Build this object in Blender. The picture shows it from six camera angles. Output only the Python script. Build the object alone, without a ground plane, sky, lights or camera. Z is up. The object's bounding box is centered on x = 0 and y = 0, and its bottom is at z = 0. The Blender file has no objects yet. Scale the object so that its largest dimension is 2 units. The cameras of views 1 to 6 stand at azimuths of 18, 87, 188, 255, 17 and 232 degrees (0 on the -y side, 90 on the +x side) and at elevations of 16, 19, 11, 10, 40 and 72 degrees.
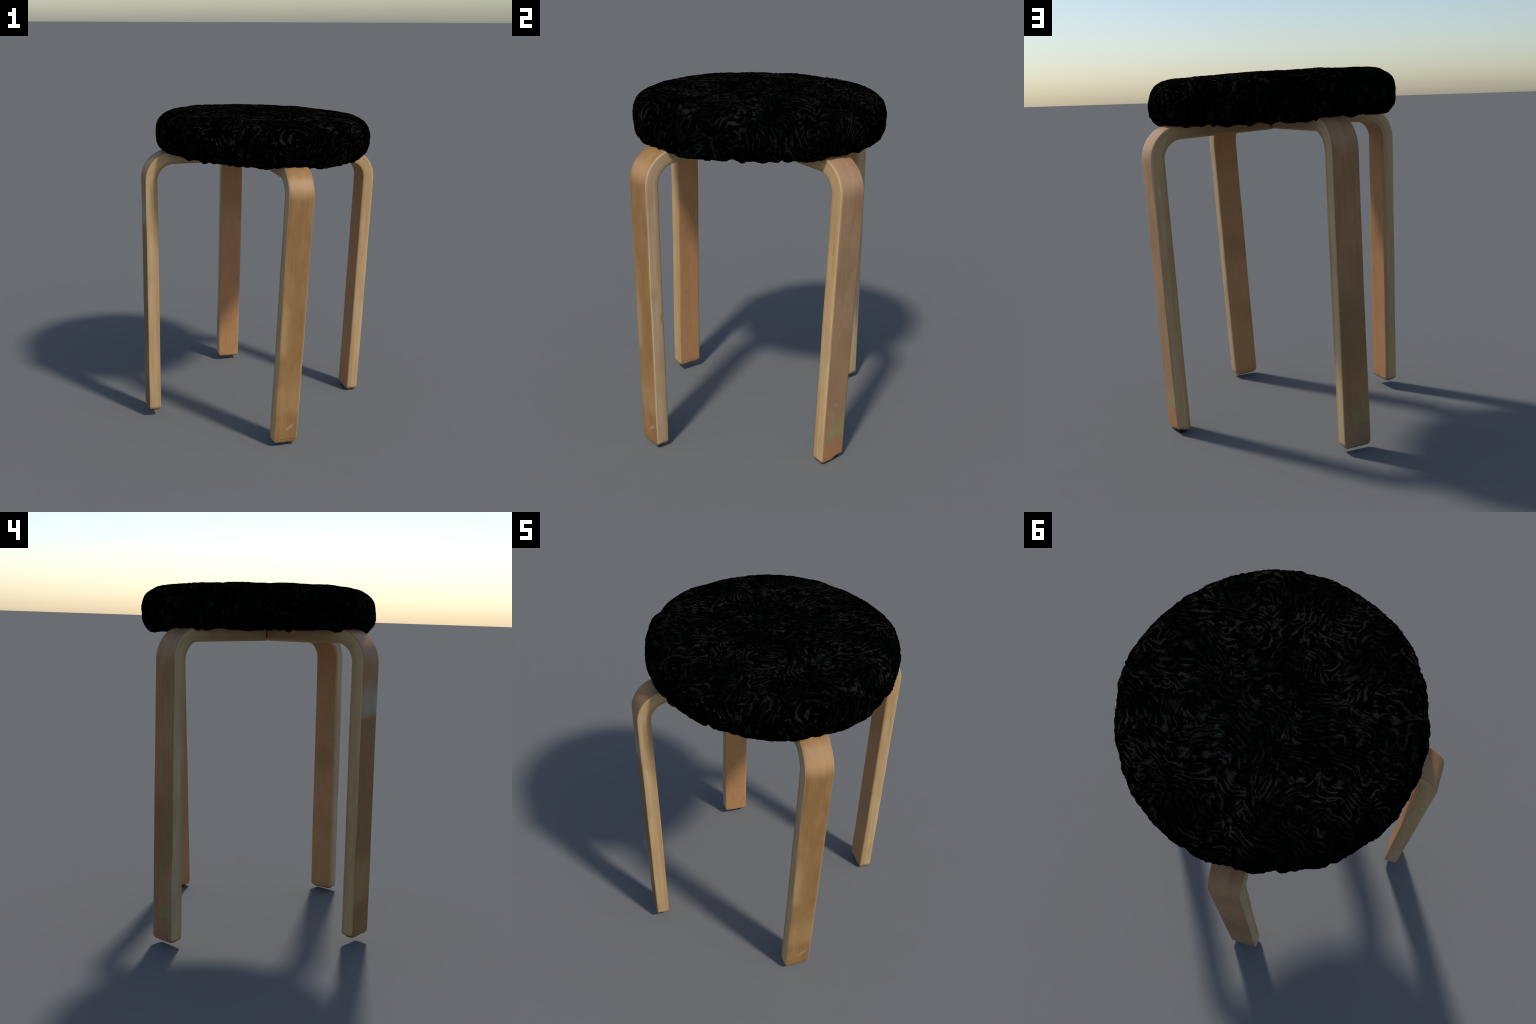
"""Round stool: four bent-plywood legs mitred together under a cushion in
crushed black velour.  Built in metres, z up."""
import bpy, math
import numpy as np
from mathutils import Matrix, Vector

RNG = np.random.RandomState(7)

# ------------------------------------------------------------------ noise
_perm = np.random.RandomState(11).permutation(256)
_perm = np.concatenate([_perm, _perm, _perm])
_grad = np.random.RandomState(12).normal(size=(256, 3))
_grad /= np.linalg.norm(_grad, axis=1)[:, None]


def perlin(p):
    """Gradient noise for an (n,3) array, roughly -1..1."""
    i = np.floor(p).astype(int)
    f = p - i
    u = f * f * f * (f * (f * 6 - 15) + 10)
    i &= 255
    out = 0
    for dx in (0, 1):
        wx = u[:, 0] if dx else 1 - u[:, 0]
        for dy in (0, 1):
            wy = u[:, 1] if dy else 1 - u[:, 1]
            for dz in (0, 1):
                wz = u[:, 2] if dz else 1 - u[:, 2]
                h = _perm[_perm[_perm[i[:, 0] + dx] + i[:, 1] + dy] + i[:, 2] + dz]
                g = _grad[h]
                d = (f[:, 0] - dx) * g[:, 0] + (f[:, 1] - dy) * g[:, 1] + (f[:, 2] - dz) * g[:, 2]
                out = out + wx * wy * wz * d
    return out * 1.5


def fbm(p, octaves=3, gain=0.5):
    s, a = 0, 1.0
    for k in range(octaves):
        s = s + a * perlin(p * 2 ** k + 17.3 * k)
        a *= gain
    return s


def smooth(e0, e1, x):
    t = np.clip((x - e0) / (e1 - e0), 0, 1)
    return t * t * (3 - 2 * t)


# ------------------------------------------------------- node helper class
class Nodes:
    def __init__(self, name, tree=None):
        if tree is not None:
            self.t = tree
            return
        self.mat = bpy.data.materials.new(name)
        self.mat.use_nodes = True
        self.t = self.mat.node_tree
        self.t.nodes.clear()
        self.out = self.t.nodes.new("ShaderNodeOutputMaterial")
        self.bsdf = self.t.nodes.new("ShaderNodeBsdfPrincipled")
        self.t.links.new(self.bsdf.outputs[0], self.out.inputs[0])

    def put(self, sock, v):
        if isinstance(v, bpy.types.NodeSocket):
            self.t.links.new(v, sock)
        else:
            sock.default_value = v

    def math(self, op, a, b=0.0, c=0.0, clamp=False):
        n = self.t.nodes.new("ShaderNodeMath")
        n.operation = op
        n.use_clamp = clamp
        for s, v in zip(n.inputs, (a, b, c)):
            self.put(s, v)
        return n.outputs[0]

    def add(self, a, b): return self.math("ADD", a, b)
    def sub(self, a, b): return self.math("SUBTRACT", a, b)
    def mul(self, a, b): return self.math("MULTIPLY", a, b)

    def step(self, x, e0, e1):
        """smoothstep of x from e0 (0) to e1 (1); e0 may exceed e1"""
        n = self.t.nodes.new("ShaderNodeMapRange")
        n.interpolation_type = "SMOOTHSTEP"
        lo, hi, a, b = (e0, e1, 0.0, 1.0) if e0 < e1 else (e1, e0, 1.0, 0.0)
        self.put(n.inputs[0], x)
        for i, v in enumerate((lo, hi, a, b)):
            n.inputs[1 + i].default_value = v
        return n.outputs[0]

    def xyz(self, x, y, z):
        n = self.t.nodes.new("ShaderNodeCombineXYZ")
        for s, v in zip(n.inputs, (x, y, z)):
            self.put(s, v)
        return n.outputs[0]

    def split(self, v):
        n = self.t.nodes.new("ShaderNodeSeparateXYZ")
        self.put(n.inputs[0], v)
        return n.outputs

    def objco(self):
        return self.t.nodes.new("ShaderNodeTexCoord").outputs["Object"]

    def noise(self, v, scale, detail=2.0, rough=0.5, dist=0.0, color=False):
        n = self.t.nodes.new("ShaderNodeTexNoise")
        self.put(n.inputs["Vector"], v)
        n.inputs["Scale"].default_value = scale
        n.inputs["Detail"].default_value = detail
        n.inputs["Roughness"].default_value = rough
        n.inputs["Distortion"].default_value = dist
        return n.outputs["Color" if color else "Fac"]

    def vscale(self, v, s):
        n = self.t.nodes.new("ShaderNodeVectorMath")
        n.operation = "MULTIPLY"
        self.put(n.inputs[0], v)
        n.inputs[1].default_value = s
        return n.outputs[0]

    def vmad(self, v, k, w):
        """v*k + w"""
        n = self.t.nodes.new("ShaderNodeVectorMath")
        n.operation = "MULTIPLY_ADD"
        self.put(n.inputs[0], v)
        n.inputs[1].default_value = (k, k, k)
        self.put(n.inputs[2], w)
        return n.outputs[0]

    def mix(self, f, a, b, blend="MIX"):
        n = self.t.nodes.new("ShaderNodeMix")
        n.data_type = "RGBA"
        n.blend_type = blend
        self.put(n.inputs[0], f)
        for s, v in ((n.inputs[6], a), (n.inputs[7], b)):
            if isinstance(v, tuple) and len(v) == 3:
                v = v + (1.0,)
            self.put(s, v)
        return n.outputs[2]

    def bump(self, h, strength, dist):
        n = self.t.nodes.new("ShaderNodeBump")
        n.inputs["Strength"].default_value = strength
        n.inputs["Distance"].default_value = dist
        self.put(n.inputs["Height"], h)
        return n.outputs[0]


def new_object(name, verts, faces, mat, parent, smooth_shade=True):
    me = bpy.data.meshes.new(name)
    me.from_pydata([tuple(v) for v in verts], [], faces)
    me.polygons.foreach_set("use_smooth", [smooth_shade] * len(me.polygons))
    me.materials.append(mat)
    me.update()
    ob = bpy.data.objects.new(name, me)
    bpy.context.scene.collection.objects.link(ob)
    ob.parent = parent
    return ob


# ------------------------------------------------------------------- stool
stool = bpy.data.objects.new("padded_stool", None)
bpy.context.scene.collection.objects.link(stool)
stool["label"] = "round stool with black crushed velour cushion and bent plywood legs"
stool["category"] = "stool"

W, T = 0.1560, 0.0780          # leg width and thickness
PIN = -0.0108                  # the four arms meet pinwheel fashion, each a little off the axis
MITRE = (W / 2 - PIN) / (W / 2 + PIN)
OUT = 0.0023                   # outer veneer stands this far out of the measured arris
RO = 0.182                     # outer radius of the bend
# every leg: foot-to-knee line through (x, y) at z=0.8 with slope (dx, dy) per
# metre of height, azimuth its broad face looks to, foot height, knee height,
# lift of the arm towards the middle, stains
LEGS = [
    dict(at=(0.4011, -0.6362), lean=(0.0540, 0.0003), face=-54.08, foot=0.014, top=1.736, lift=0.000, run=0.761, kind="near"),
    dict(at=(-0.6340, -0.4775), lean=(0.0080, 0.0117), face=-145.17, foot=0.043, top=1.767, lift=0.018, run=0.757, kind="blue"),
    dict(at=(-0.4620, 0.6196), lean=(0.0272, -0.0024), face=122.58, foot=0.026, top=1.753, lift=0.024, run=0.774, kind="green"),
    dict(at=(0.5993, 0.4079), lean=(0.0341, 0.0327), face=35.39, foot=0.000, top=1.713, lift=0.006, run=0.787, kind="worn"),
]


def leg_material(spec, idx):
    """Birch ply.  d: depth under the outer veneer, s: run along the strip,
    y: across it; all worked out from Object coordinates."""
    n = Nodes("bent_plywood")
    co = n.objco()
    x, y, z = n.split(co)
    zc = spec["ztop"] - RO
    ax = n.math("MAXIMUM", n.add(x, RO), 0.0)
    az = n.math("MAXIMUM", n.sub(z, zc), 0.0)
    d = n.sub(n.math("SQRT", n.add(n.mul(ax, ax), n.mul(az, az))), RO)
    ang = n.math("ARCTAN2", az, n.add(ax, 1e-4))
    s = n.add(n.sub(n.math("MINIMUM", n.sub(z, zc), 0.0), n.math("MINIMUM", n.add(x, RO), 0.0)), n.mul(ang, RO - 0.03))
    s = n.add(s, 2.0 + 3.7 * idx)
    flow = n.xyz(n.mul(d, 1.0), y, s)                    # unrolled strip
    wander = n.noise(n.vscale(flow, (1, 1, 0.35)), 5.0, 2, color=True)
    grain = n.vmad(wander, 0.012, flow)
    fine = n.noise(n.vscale(grain, (1, 1, 0.02)), 330.0, 3, 0.6)
    streak = n.noise(n.vscale(grain, (1, 1, 0.035)), 60.0, 3, 0.55)
    cloud = n.noise(n.vscale(flow, (1, 1, 0.45)), 9.0, 2, 0.5)
    broad = n.noise(n.vscale(flow, (0.3, 0.6, 1)), 2.6, 1, 0.5)

    # rotary-cut figure: warped bands
    fig = n.noise(n.vscale(flow, (1, 1, 0.22)), 7.0, 1, 0.4)
    rings = n.math("SINE", n.mul(fig, 90.0))
    rings = n.step(rings, 0.82, 1.0)

    outer = n.step(d, -0.05, -0.02)
    inner_c = n.mix(cloud, (0.45, 0.212, 0.087), (0.55, 0.280, 0.122))
    oc = spec["outer"]
    outer_c = n.mix(n.step(cloud, 0.35, 0.65), oc[0], oc[1])
    face = n.mix(outer, inner_c, outer_c)
    face = n.mix(n.mul(n.step(broad, 0.45, 0.7), 0.45), face, oc[2])
    face = n.mix(n.mul(n.step(streak, 0.45, 0.75), 0.16), face, (0.55, 0.34, 0.16))
    face = n.mix(n.mul(n.step(fine, 0.48, 0.75), 0.22), face, (0.24, 0.115, 0.045))
    face = n.mix(n.mul(rings, 0.16), face, (0.25, 0.10, 0.04))

    # highlight on the top of the bend, painted in as a paler tone
    knee = n.step(n.math("ABSOLUTE", n.sub(ang, 0.45)), 0.45, 0.0)
    knee = n.mul(knee, outer)
    face = n.mix(n.mul(knee, 0.32), face, spec["knee"])

    # ---- stains on the outer face, kept apart by position
    base_s = 2.0 + 3.7 * idx - zc                       # s at local z = 0
    h = n.add(n.sub(s, base_s), 0.0)                    # local height of the straight
    ragged = n.add(h, n.mul(n.sub(n.noise(n.vscale(flow, (1, 1, 0.3)), 22.0, 2), 0.5), 0.035))
    def band(lo, hi, soft0, soft1):
        return n.mul(n.step(ragged, lo, lo + soft0), n.step(ragged, hi, hi - soft1))
    for (lo, hi, s0, s1, col, amt, ylo, yhi) in spec["stains"]:
        m = n.mul(band(lo, hi, s0, s1), outer)
        if yhi > ylo or ylo > yhi:
            m = n.mul(m, n.step(n.add(y, n.mul(n.sub(cloud, 0.5), 0.06)), ylo, yhi))
        face = n.mix(n.mul(m, amt), face, col)
    for (sy, sz, ry, rz, slant, amt) in spec["scuffs"]:
        yy = n.sub(y, sy)
        zz = n.sub(n.sub(h, sz), n.mul(yy, slant))
        r2 = n.add(n.math("POWER", n.math("ABSOLUTE", n.mul(yy, 1 / ry)), 2.0), n.math("POWER", n.math("ABSOLUTE", n.mul(zz, 1 / rz)), 2.0))
        r2 = n.add(r2, n.mul(n.sub(n.noise(flow, 70.0, 3), 0.5), 1.6))
        face = n.mix(n.mul(n.mul(n.step(r2, 1.0, 0.5), outer), amt), face, (0.50, 0.42, 0.36))

    tip = n.step(n.add(z, n.mul(n.sub(n.noise(flow, 55.0, 3), 0.5), 0.020)), spec["foot"] + 0.012, spec["foot"] + 0.002)

    # ---- plywood edge: veneers stacked through the thickness
    lay = n.mul(n.add(d, n.mul(n.sub(n.noise(n.vscale(flow, (1, 1, 0.15)), 10.0, 2), 0.5), 0.003)), 1 / T)
    saw = n.math("FRACT", n.mul(lay, 7.0))
    glue = n.mul(n.step(n.math("ABSOLUTE", n.sub(saw, 0.5)), 0.40, 0.5), n.step(n.noise(n.vscale(flow, (1, 1, 0.1)), 14.0, 2), 0.42, 0.62))
    alt = n.step(n.math("SINE", n.mul(lay, 7.0 * math.pi)), -0.3, 0.3)
    ec = spec["edge"]
    edge = n.mix(n.step(streak, 0.3, 0.7), ec[0], ec[1])
    edge = n.mix(n.mul(alt, 0.30), edge, ec[2])
    edge = n.mix(n.mul(glue, 0.60), edge, (0.26, 0.155, 0.07))
    edge = n.mix(n.mul(n.step(broad, 0.5, 0.75), 0.30), edge, (0.50, 0.40, 0.23))
    dash = n.step(n.noise(n.vscale(flow, (1.6, 0.3, 0.10)), 75.0, 1, 0.4), 0.73, 0.79)
    edge = n.mix(n.mul(n.step(n.add(d, n.mul(n.sub(streak, 0.5), 0.02)), -0.040, -0.068), 0.50), edge, (0.37, 0.215, 0.085))
    edge = n.mix(n.mul(dash, 0.75), edge, (0.16, 0.09, 0.045))
    # edge colour carried over the rounded arris, with browner patches
    ya = n.math("ABSOLUTE", y)
    side = n.step(ya, W / 2 - 0.0052, W / 2 - 0.0018)
    edge = n.mix(n.mul(n.step(cloud, 0.48, 0.70), 0.35), edge, (0.36, 0.215, 0.095))
    col = n.mix(side, face, edge)
    col = n.mix(n.mul(tip, 0.45), col, (0.05, 0.032, 0.02))
    n.put(n.bsdf.inputs["Base Color"], col)
    n.bsdf.inputs["Roughness"].default_value = 0.52
    n.bsdf.inputs["Specular IOR Level"].default_value = 0.25
    n.put(n.bsdf.inputs["Normal"], n.bump(n.add(fine, n.mul(glue, -0.6)), 0.10, 0.002))
    return n.mat


TAN = ((0.270, 0.140, 0.047), (0.325, 0.178, 0.067), (0.298, 0.164, 0.062))
PINK = ((0.335, 0.190, 0.096), (0.395, 0.235, 0.125), (0.375, 0.235, 0.135))
BROWN = ((0.300, 0.148, 0.063), (0.355, 0.186, 0.084), (0.335, 0.178, 0.081))
EDGE = ((0.46, 0.292, 0.135), (0.56, 0.372, 0.185), (0.50, 0.338, 0.165))
EDGE_C = ((0.46, 0.325, 0.170), (0.54, 0.385, 0.215), (0.50, 0.355, 0.190))
EDGE_A = ((0.48, 0.32, 0.175), (0.57, 0.40, 0.23), (0.52, 0.36, 0.20))
LOOK = {
    "near": dict(knee=(0.60, 0.37, 0.19), outer=TAN, edge=EDGE_A,
                 stains=[(0.55, 1.00, 0.10, 0.15, (0.47, 0.30, 0.14), 0.45, -0.005, -0.05), (0.18, 0.45, 0.08, 0.12, (0.42, 0.26, 0.11), 0.35, 0.0, 0.0),
                         (-0.05, 0.16, 0.02, 0.10, (0.27, 0.135, 0.05), 0.40, 0.0, 0.0)],
                 scuffs=[(0.028, 0.128, 0.030, 0.012, 0.75, 0.30)]),
    "blue": dict(knee=(0.42, 0.25, 0.13), outer=BROWN, edge=EDGE,
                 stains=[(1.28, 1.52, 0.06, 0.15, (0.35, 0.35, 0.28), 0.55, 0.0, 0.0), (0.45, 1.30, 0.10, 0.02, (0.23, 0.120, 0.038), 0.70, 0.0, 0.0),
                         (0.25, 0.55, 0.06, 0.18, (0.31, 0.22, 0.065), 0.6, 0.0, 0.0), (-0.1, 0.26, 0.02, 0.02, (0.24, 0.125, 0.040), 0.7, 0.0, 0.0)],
                 scuffs=[]),
    "green": dict(knee=(0.42, 0.27, 0.155), outer=BROWN, edge=EDGE_C,
                  stains=[(0.35, 1.00, 0.25, 0.25, (0.235, 0.135, 0.058), 0.65, 0.0, 0.0), (0.15, 0.30, 0.02, 0.13, (0.25, 0.255, 0.095), 0.6, -0.07, 0.0),  # first entry: darker brown band with soft ends over the mid leg
                          (-0.1, 0.155, 0.02, 0.02, (0.30, 0.18, 0.10), 0.6, 0.0, 0.0)],
                  scuffs=[]),
    "worn": dict(knee=(0.55, 0.33, 0.20), outer=PINK, edge=EDGE,
                 stains=[(0.14, 0.32, 0.03, 0.14, (0.32, 0.28, 0.10), 0.70, -0.05, 0.01), (-0.1, 0.15, 0.02, 0.04, (0.45, 0.20, 0.075), 0.70, 0.0, 0.0),
                         (0.30, 0.85, 0.15, 0.25, (0.36, 0.20, 0.10), 0.45, 0.0, 0.0)],
                 scuffs=[(0.0, 0.36, 0.014, 0.016, 0.3, 0.22)]),
}


def ring(half_w, t0, t1, r):
    """Rounded rectangle in (depth, across): depth t0 (outer) .. t1 (inner)."""
    r = max(min(r, half_w * 0.95, (t0 - t1) / 2 * 0.95), 0.0004)
    pts = []
    for (cx, cy, a0) in ((t0 - r, half_w - r, 0), (t1 + r, half_w - r, 90), (t1 + r, -half_w + r, 180), (t0 - r, -half_w + r, 270)):
        for k in range(5):
            a = math.radians(a0 + 90 * k / 4)
            pts.append((cx + r * math.cos(a), cy + r * math.sin(a)))
    # extra points along the broad faces for a finer mesh
    out = []
    m = len(pts)
    for i in range(m):
        a, b = pts[i], pts[(i + 1) % m]
        out.append(a)
        if (i % 5) == 4:
            q = 16 if abs(b[1] - a[1]) > abs(b[0] - a[0]) else 8
            for k in range(1, q):
                out.append((a[0] + (b[0] - a[0]) * k / q, a[1] + (b[1] - a[1]) * k / q))
    return out


def build_leg(spec, idx):
    az = math.radians(spec["face"])
    a = Vector((spec["lean"][0], spec["lean"][1], 1)).normalized()
    er = Vector((math.cos(az), math.sin(az), 0))
    et = a.cross(er).normalized()
    er = et.cross(a)
    org = Vector((spec["at"][0], spec["at"][1], 0.8)) - a * (0.8 / a.z) + er * OUT
    M = Matrix((er, et, a)).transposed().to_4x4()
    M.translation = org
    ztop = spec["top"]
    spec["ztop"] = ztop
    zc = ztop - RO
    run, lift, foot = spec["run"], spec["lift"], spec["foot"] + 0.002
    wr = np.random.RandomState(40 + idx)
    RF, RT, RA = 0.031, 0.018, 0.0095
    rings = []                                 # (centre fn) -> list of 3d points

    def emit(pos_fn, half_w, t0, t1, r):
        rings.append([pos_fn(d, c) for d, c in ring(half_w, t0, t1, r)])


    # rounded foot
    for k in range(7):
        dist = RF * (1 - math.cos(k / 6 * math.pi / 2)) + 0.0
        nw = RF - math.sqrt(max(RF ** 2 - (RF - dist) ** 2, 0))
        dt = min(dist, RT)
        nt = RT - math.sqrt(max(RT ** 2 - (RT - dt) ** 2, 0))
        zz = foot + dist
        emit(lambda d, c, zz=zz: (d, c, zz), W / 2 - nw * 0.95, -nt * 0.95, -T + nt * 0.95, RA)
    for zz in np.concatenate([np.linspace(foot + 0.028, foot + 0.07, 10), np.linspace(foot + 0.085, zc, 70)]):
        bow = 0.0012 * math.sin(zz * 3.1 + idx)
        emit(lambda d, c, zz=zz, bow=bow: (d, c + bow, zz), W / 2, 0, -T, RA)
    bow = 0.0012 * math.sin(zc * 3.1 + idx)
    for k in range(1, 21):
        th = math.pi / 2 * k / 20
        def bend(d, c, th=th):
            rr = RO + d
            return (-RO + rr * math.cos(th), c + bow * math.cos(th), zc + rr * math.sin(th))
        emit(bend, W / 2, 0, -T, RA)
    # arm, cut to a right-angled point where the four meet
    L = run + OUT - RO
    for u in np.linspace(0.02, 1, 40):
        xx = -RO - u * L
        left = run + OUT + xx - 0.0006
        hi = min(W / 2, PIN + MITRE * left)          # pinwheel mitre
        lo = max(-W / 2, PIN - left / MITRE)
        hw, mid = max((hi - lo) / 2, 0.0008), (hi + lo) / 2
        def arm(d, c, xx=xx, u=u, mid=mid):
            return (xx, c + mid, ztop + d + lift * u * 0.6)
        emit(arm, hw, 0, -T, RA)
    m = len(rings[0])
    verts = [p for r in rings for p in r]
    faces = []
    for i in range(len(rings) - 1):
        for j in range(m):
            k = (j + 1) % m
            faces.append((i * m + j, (i + 1) * m + j, (i + 1) * m + k, i * m + k))
    V = np.array(verts)
    # hand-sanded: no face is dead flat
    wav = np.stack([perlin(V * np.array([9, 9, 3.2]) + o + 7.7 * idx) for o in (2.2, 51.4)], 1)
    V[:, 0] += 0.0016 * wav[:, 0]
    V[:, 1] += 0.0016 * wav[:, 1]
    # worn foot: uneven end, chips on the leg that stands lowest
    fade = smooth(foot + 0.050, foot + 0.004, V[:, 2])
    chip = 0.0035 * perlin(V * np.array([45, 45, 4]) + 3 * idx) + 0.0015 * perlin(V * np.array([120, 120, 8]))
    if spec["kind"] == "worn":
        chip += 0.015 * smooth(0.012, 0.024, V[:, 1]) * smooth(-0.05, -0.02, V[:, 0]) * (0.75 + 0.5 * perlin(V * np.array([20, 70, 1])))
        chip += 0.005 * smooth(-0.03, 0.02, V[:, 1])
    V[:, 2] += fade * chip
    verts = V.tolist()
    verts.append((V[:m].mean(0) + np.array([0, 0, 0.002])).tolist())
    faces += [(len(verts) - 1, (j + 1) % m, j) for j in range(m)][::1]
    faces.append(tuple((len(rings) - 1) * m + j for j in reversed(range(m))))
    spec.update(LOOK[spec["kind"]])
    ob = new_object("leg", verts, faces, leg_material(spec, idx), stool)
    ob.matrix_world = M
    ob.data.set_sharp_from_angle(angle=math.radians(38))
    # felt under the foot
    pr = [ring(W / 2 - q, -q * 0.8, -T + q * 0.8, 0.012) for q in (0.022, 0.0185, 0.0185)]
    zs = (foot - 0.002, foot - 0.001, foot + 0.004)
    pv = [(d, c, zz) for r, zz in zip(pr, zs) for d, c in r]
    pf = [(i * m + j, (i + 1) * m + j, (i + 1) * m + (j + 1) % m, i * m + (j + 1) % m) for i in range(2) for j in range(m)]
    pf += [tuple(range(m)), tuple(2 * m + j for j in reversed(range(m)))]
    new_object("foot_underside", pv, pf, dark_slab, ob)
    return ob


def dark_slab_material():
    n = Nodes("dark_underside")
    g = n.noise(n.objco(), 300.0, 2)
    n.put(n.bsdf.inputs["Base Color"], n.mix(g, (0.014, 0.011, 0.009), (0.035, 0.028, 0.022)))
    n.bsdf.inputs["Roughness"].default_value = 0.95
    n.bsdf.inputs["Specular IOR Level"].default_value = 0.05
    return n.mat


dark_slab = dark_slab_material()
for i, spec in enumerate(LEGS):
    build_leg(spec, i)


# ----------------------------------------------------------------- cushion
def crushed_nap(n, co):
    """Field shared by the cushion's relief and its colour: the pile lies in
    patches, each combed into its own run of long, wandering creases.
    Returns (streak mask 0..1, relief -1..1)."""
    flat = n.vscale(co, (1, 1, 0.55))
    w1 = n.noise(flat, 3.6, 1, color=True)
    w2 = n.noise(flat, 11.0, 1, color=True)
    w3 = n.noise(co, 34.0, 2, color=True)
    p = n.vmad(w1, 0.26, co)
    p = n.vmad(w2, 0.075, p)
    p = n.vmad(w3, 0.013, p)
    px, py, pz = n.split(p)
    thick = n.noise(n.vmad(w2, 0.05, co), 24.0, 2, 0.55)
    brk = n.noise(n.vmad(w3, 0.02, n.vscale(co, (1, 1, 0.6))), 21.0, 2, 0.6)
    m, relief = 0.0, 0.0
    # direction of the lie (x, y, z weights), spacing of creases, patch offset
    for k, (dx, dy, dz, gap, off) in enumerate(((0.25, 1.0, 0.20, 0.030, 0.0), (1.0, 0.35, -0.25, 0.034, 3.1), (-0.72, 0.70, 0.45, 0.026, 7.7), (0.45, -0.9, 0.9, 0.031, 12.3))):
        u = n.add(n.add(n.mul(px, dx), n.mul(py, dy)), n.mul(pz, dz))
        ph = n.mul(u, 2 * math.pi / gap)
        zone = n.step(n.noise(n.vmad(w2, 0.06, n.xyz(*[n.add(c, off) for c in n.split(co)])), 4.2, 1, 0.5), 0.48, 0.53)
        if k == 0:
            zone = 1.0
        keep = n.sub(1.0, zone)
        wave = n.math("SINE", ph)
        ln = n.step(n.add(wave, n.mul(n.sub(thick, 0.5), 2.1)), 0.62, 1.02)
        m = n.add(n.mul(m, keep), n.mul(ln, zone))
        relief = n.add(n.mul(relief, keep), n.mul(n.math("COSINE", ph), zone))
    fleck = n.noise(n.vmad(w3, 0.03, p), 33.0, 2, 0.5)
    patch = n.step(fleck, 0.55, 0.66)
    m = n.math("MAXIMUM", m, n.mul(patch, 0.85))
    m = n.mul(m, n.add(n.mul(n.step(brk, 0.39, 0.50), 0.88), 0.12))
    relief = n.add(relief, n.mul(n.sub(fleck, 0.5), 0.8))
    return m, relief


def velour_material():
    n = Nodes("crushed_velour")
    co = n.objco()
    m, relief = crushed_nap(n, co)
    far = n.noise(co, 2.6, 1)
    tint = n.mix(n.step(far, 0.35, 0.65), (0.0128, 0.0165, 0.0150), (0.0168, 0.0155, 0.0130))
    grit = n.noise(co, 190.0, 2)
    tint = n.mix(0.45, tint, n.mix(1.0, tint, grit, "MULTIPLY"))
    region = n.add(0.18, n.mul(n.step(n.noise(co, 5.0, 3, 0.6), 0.38, 0.62), 0.74))
    col = n.mix(n.mul(m, region), (0.0005, 0.0006, 0.0006), tint)
    n.put(n.bsdf.inputs["Base Color"], col)
    n.bsdf.inputs["Roughness"].default_value = 1.0
    n.bsdf.inputs["Specular IOR Level"].default_value = 0.0
    return n.mat


def add_creases(ob, height):
    """Push the cloth along its normals by the crushed-nap relief."""
    tree = bpy.data.node_groups.new("crushed_creases", "GeometryNodeTree")
    tree.interface.new_socket("Geometry", in_out="INPUT", socket_type="NodeSocketGeometry")
    tree.interface.new_socket("Geometry", in_out="OUTPUT", socket_type="NodeSocketGeometry")
    gi, go = tree.nodes.new("NodeGroupInput"), tree.nodes.new("NodeGroupOutput")
    n = Nodes("", tree)
    co = tree.nodes.new("GeometryNodeInputPosition").outputs[0]
    nn = tree.nodes.new("GeometryNodeInputNormal").outputs[0]
    m, relief = crushed_nap(n, co)
    sc = tree.nodes.new("ShaderNodeVectorMath")
    sc.operation = "SCALE"
    n.put(sc.inputs[0], nn)
    n.put(sc.inputs["Scale"], n.mul(relief, height))
    sp = tree.nodes.new("GeometryNodeSetPosition")
    n.put(sp.inputs["Offset"], sc.outputs[0])
    tree.links.new(gi.outputs[0], sp.inputs[0])
    tree.links.new(sp.outputs[0], go.inputs[0])
    mod = ob.modifiers.new("creases", "NODES")
    mod.node_group = tree
    dg = bpy.context.evaluated_depsgraph_get()
    me = bpy.data.meshes.new_from_object(ob.evaluated_get(dg))
    ob.modifiers.clear()
    old = ob.data
    ob.data = me
    bpy.data.meshes.remove(old)
    me.name = "seat_cushion"
    bpy.data.node_groups.remove(tree)


def lint_material():
    n = Nodes("pale_lint")
    g = n.noise(n.objco(), 400.0, 1)
    n.put(n.bsdf.inputs["Base Color"], n.mix(g, (0.035, 0.028, 0.020), (0.09, 0.075, 0.055)))
    n.bsdf.inputs["Roughness"].default_value = 1.0
    n.bsdf.inputs["Specular IOR Level"].default_value = 0.0
    return n.mat


AXIS = np.array([-0.0545, -0.0168])             # where the cushion's axis meets z=0
NRM = np.array([0.0325, 0.0078, 1.0]); NRM /= np.linalg.norm(NRM)
EU = np.cross((0, 1, 0), NRM); EU /= np.linalg.norm(EU)
EV = np.cross(NRM, EU)
ZB, ZT, DOME = 1.7325, 1.9712, 0.013
HT = ZT - ZB
FR = [0, .06, .16, .3, .5, .7, .84, .94, 1.0]
RR = [.638, .656, .670, .6805, .6835, .6755, .6570, .6235, .579]


def outline_factor(t):
    m = 1.0
    for k, (c, s) in zip(range(2, 7), ((.0010, -.0085), (-.0061, -.0015), (.0020, .0019), (-.0026, .0023), (-.0031, -.0003))):
        m = m + c * np.cos(k * t) + s * np.sin(k * t)
    return m


def lean_out(t):
    """how much further the shoulder stands out than the hem"""
    return .0041 * np.cos(t) + .0010 * np.sin(t) + .0026 * np.cos(2 * t) - .0016 * np.sin(2 * t)


def hem_height(t):
    return ZB - .0010 * np.cos(t) - .0045 * np.sin(t) + .0011 * np.cos(2 * t) + .0028 * np.sin(2 * t)


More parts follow.
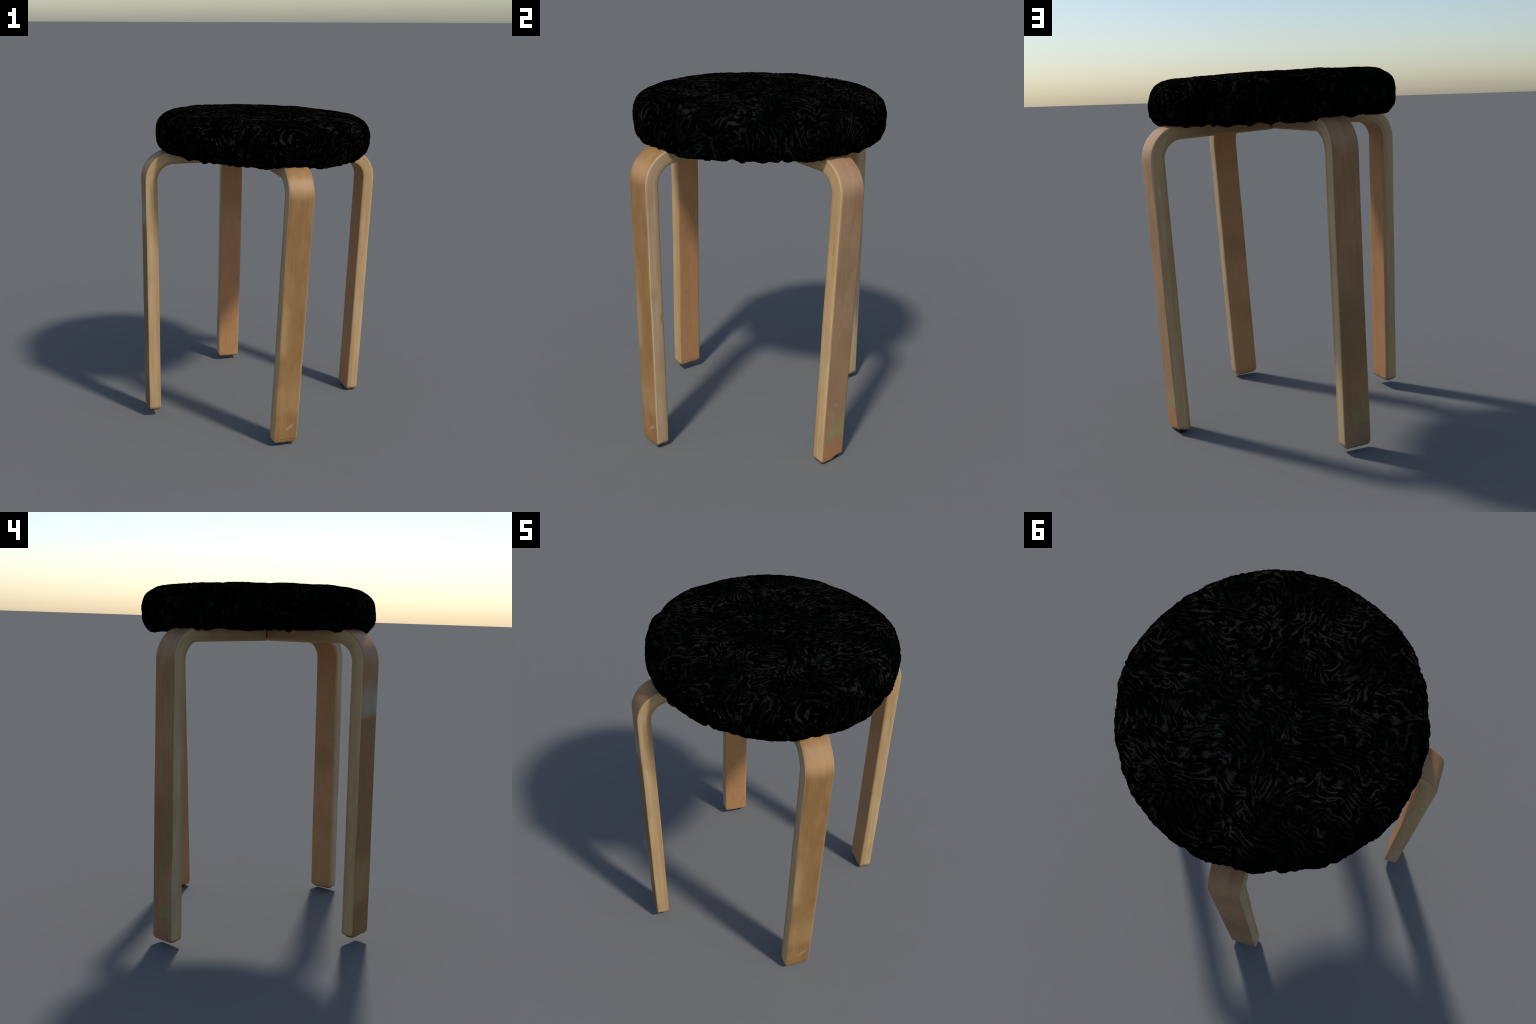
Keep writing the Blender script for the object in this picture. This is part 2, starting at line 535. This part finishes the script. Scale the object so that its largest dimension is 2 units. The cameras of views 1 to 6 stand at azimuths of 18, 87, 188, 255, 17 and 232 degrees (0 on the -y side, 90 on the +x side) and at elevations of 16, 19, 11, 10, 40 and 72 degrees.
def build_cushion():
    NA, NR = 960, 420
    # meridian: (radius, fraction of height), from the pole over the side to the underside
    prof = [(0.0, 1 + DOME / HT), (0.15, 1 + .93 * DOME / HT), (0.30, 1 + .75 * DOME / HT), (0.44, 1 + .42 * DOME / HT)]
    prof += [(r, f) for r, f in zip(RR[::-1], FR[::-1])]
    prof += [(.615, -.015), (.575, .02), (.50, .05), (.30, .06), (0.0, .06)]
    P = np.array(prof)
    P = np.stack([P[:, 0], P[:, 1] * HT], 1)
    # Catmull-Rom through the profile, resampled by length
    Q = np.vstack([2 * P[0] - P[1], P, 2 * P[-1] - P[-2]])
    fine = []
    for i in range(1, len(Q) - 2):
        for t in np.linspace(0, 1, 24, endpoint=False):
            a, b, c, d = Q[i - 1], Q[i], Q[i + 1], Q[i + 2]
            fine.append(0.5 * (2 * b + (c - a) * t + (2 * a - 5 * b + 4 * c - d) * t * t + (3 * b - 3 * c + d - a) * t ** 3))
    fine = np.array(fine + [P[-1]])
    L = np.concatenate([[0], np.cumsum(np.linalg.norm(np.diff(fine, axis=0), axis=1))])
    # spend fewer rows on the hidden underside
    side_end = L[np.argmin(np.abs(np.arange(len(fine)) - 24 * (len(P) - 4)))]
    u = np.concatenate([np.linspace(0.004, side_end, NR - 14), np.linspace(side_end, L[-1] - 0.004, 15)[1:]])
    pr, pf = np.interp(u, L, fine[:, 0]), np.interp(u, L, fine[:, 1]) / HT
    t = np.linspace(0, 2 * np.pi, NA, endpoint=False)
    R = pr[:, None] * (outline_factor(t)[None] + lean_out(t)[None] * (np.clip(pf, 0, 1)[:, None] - 0.5))
    Z = hem_height(t)[None] * (1 - pf[:, None]) + ZT * pf[:, None]
    base = np.array([AXIS[0], AXIS[1], 0]) + R[..., None] * (np.cos(t)[None, :, None] * EU + np.sin(t)[None, :, None] * EV) + Z[..., None] * NRM
    n = len(pr)

    def normals(g):
        da = np.roll(g, -1, 1) - np.roll(g, 1, 1)
        dr = np.gradient(g, axis=0)
        v = np.cross(dr, da)
        return v / np.maximum(np.linalg.norm(v, axis=2, keepdims=True), 1e-12)

    nrm = normals(base)
    p = base.reshape(-1, 3)
    up = (nrm @ NRM).reshape(-1)
    sideness = 1 - smooth(0.35, 0.92, np.abs(up))
    frac = np.broadcast_to(pf[:, None], R.shape).reshape(-1)
    ang = np.broadcast_to(t[None], R.shape).reshape(-1)
    low = smooth(0.55, 0.02, frac)
    # domain warp
    w = np.stack([fbm(p * 6 + o, 2) for o in (3.1, 31.7, 77.2)], 1)
    w2 = np.stack([fbm(p * 17 + o, 2) for o in (5.9, 41.3, 61.2)], 1)
    q = p + 0.05 * w + 0.012 * w2
    # crumpled nap on top: short curled creases
    c1 = 1 - 2.2 * np.abs(fbm(q * 15, 2))
    c2 = 1 - 2.2 * np.abs(fbm(q * np.array([34, 24, 34]) + 9, 2))
    lump = fbm(p * 5.5 + 50, 2)
    top_d = 0.0055 * lump + 0.0024 * c1 + 0.0004 * c2
    # gathered folds down the side, slanting here and there
    slant = 0.35 * perlin(np.stack([np.cos(ang) * 2.2, np.sin(ang) * 2.2, 0 * ang + 4.4], 1))
    aa = ang + slant * (frac - 0.4) + 0.035 * w[:, 0] + 0.02 * w2[:, 1]
    ring_p = np.stack([np.cos(aa) * 7.5, np.sin(aa) * 7.5, frac * 1.2], 1)
    f1 = fbm(ring_p, 2)
    ring_q = np.stack([np.cos(aa) * 19, np.sin(aa) * 19, frac * 2.0], 1)
    f2 = 1 - 2.2 * np.abs(fbm(ring_q + 13, 2))
    f3 = 1 - 2.2 * np.abs(fbm(q * 24 + 70, 2))
    side_d = 0.0130 * f1 * (0.6 + 0.4 * low) + 0.0070 * f2 * (0.55 + 0.45 * low) + 0.0006 * f3 + 0.007 * lump
    dsp = top_d * (1 - sideness) + side_d * sideness
    dsp = dsp * np.where(frac > -0.01, 1.0, 0.7)
    g = (p + nrm.reshape(-1, 3) * dsp[:, None])
    # hem lobes hang a little lower between the gathers
    lobe = smooth(0.16, -0.01, frac) * (pr[:, None] > 0.5).repeat(NA, 1).reshape(-1)
    g -= NRM * (lobe * 0.016 * (fbm(ring_p * 1.5 + 5, 2)))[:, None]
    verts = g.tolist()
    pole_t = (base[0].mean(0) + NRM * 0.002).tolist()
    pole_b = base[-1].mean(0).tolist()
    verts += [pole_t, pole_b]
    faces = []
    for i in range(n - 1):
        a, b = i * NA, (i + 1) * NA
        faces += [(a + j, b + j, b + (j + 1) % NA, a + (j + 1) % NA) for j in range(NA)]
    faces += [(n * NA, j, (j + 1) % NA) for j in range(NA)]
    faces += [(n * NA + 1, (n - 1) * NA + (j + 1) % NA, (n - 1) * NA + j) for j in range(NA)]
    ob = new_object("seat_cushion", verts, faces, velour_material(), stool)
    add_creases(ob, 0.0010)
    return ob, g.reshape(n, NA, 3), normals(g.reshape(n, NA, 3)), pf


cushion, GRID, GN, PF = build_cushion()

# specks of pale lint caught in the nap: (azimuth, fraction of height, radius or None, size)
def build_lint():
    spots = [(-98, .60, .0040), (-103, .70, .0030), (-95, .50, .0045), (-106, .82, .0026)]
    verts, faces = [], []
    spots3 = []
    for az, f, s in spots:
        i = int(np.argmin(np.abs(PF - f)))
        j = int(round((az % 360) / 360 * GRID.shape[1])) % GRID.shape[1]
        spots3.append((GRID[i, j], GN[i, j], s))
    for k in range(3):
        i = RNG.randint(20, 150); j = RNG.randint(GRID.shape[1])
        spots3.append((GRID[i, j], GN[i, j], RNG.uniform(.0014, .0028)))
    for p, nn, s in spots3:
        a = RNG.uniform(0, 6.28)
        t1 = np.cross(nn, (math.cos(a), math.sin(a), .3)); t1 /= np.linalg.norm(t1)
        t2 = np.cross(nn, t1)
        b = len(verts)
        for lat in range(1, 5):
            for lon in range(8):
                la, lo = math.pi * lat / 5, 2 * math.pi * lon / 8
                k = s * RNG.uniform(.8, 1.2)
                verts.append(tuple(p + nn * 0.0008 + 1.6 * k * math.cos(la) * t1 + 0.8 * k * math.sin(la) * math.cos(lo) * t2 + 0.5 * k * math.sin(la) * math.sin(lo) * nn))
        for lat in range(3):
            for lon in range(8):
                faces.append((b + lat * 8 + lon, b + lat * 8 + (lon + 1) % 8, b + lat * 8 + 8 + (lon + 1) % 8, b + lat * 8 + 8 + lon))
        faces.append(tuple(b + q for q in reversed(range(8))))
        faces.append(tuple(b + 24 + q for q in range(8)))
    ob = new_object("lint", verts, faces, lint_material(), cushion)
    ob["kind"] = "stuff"


build_lint()
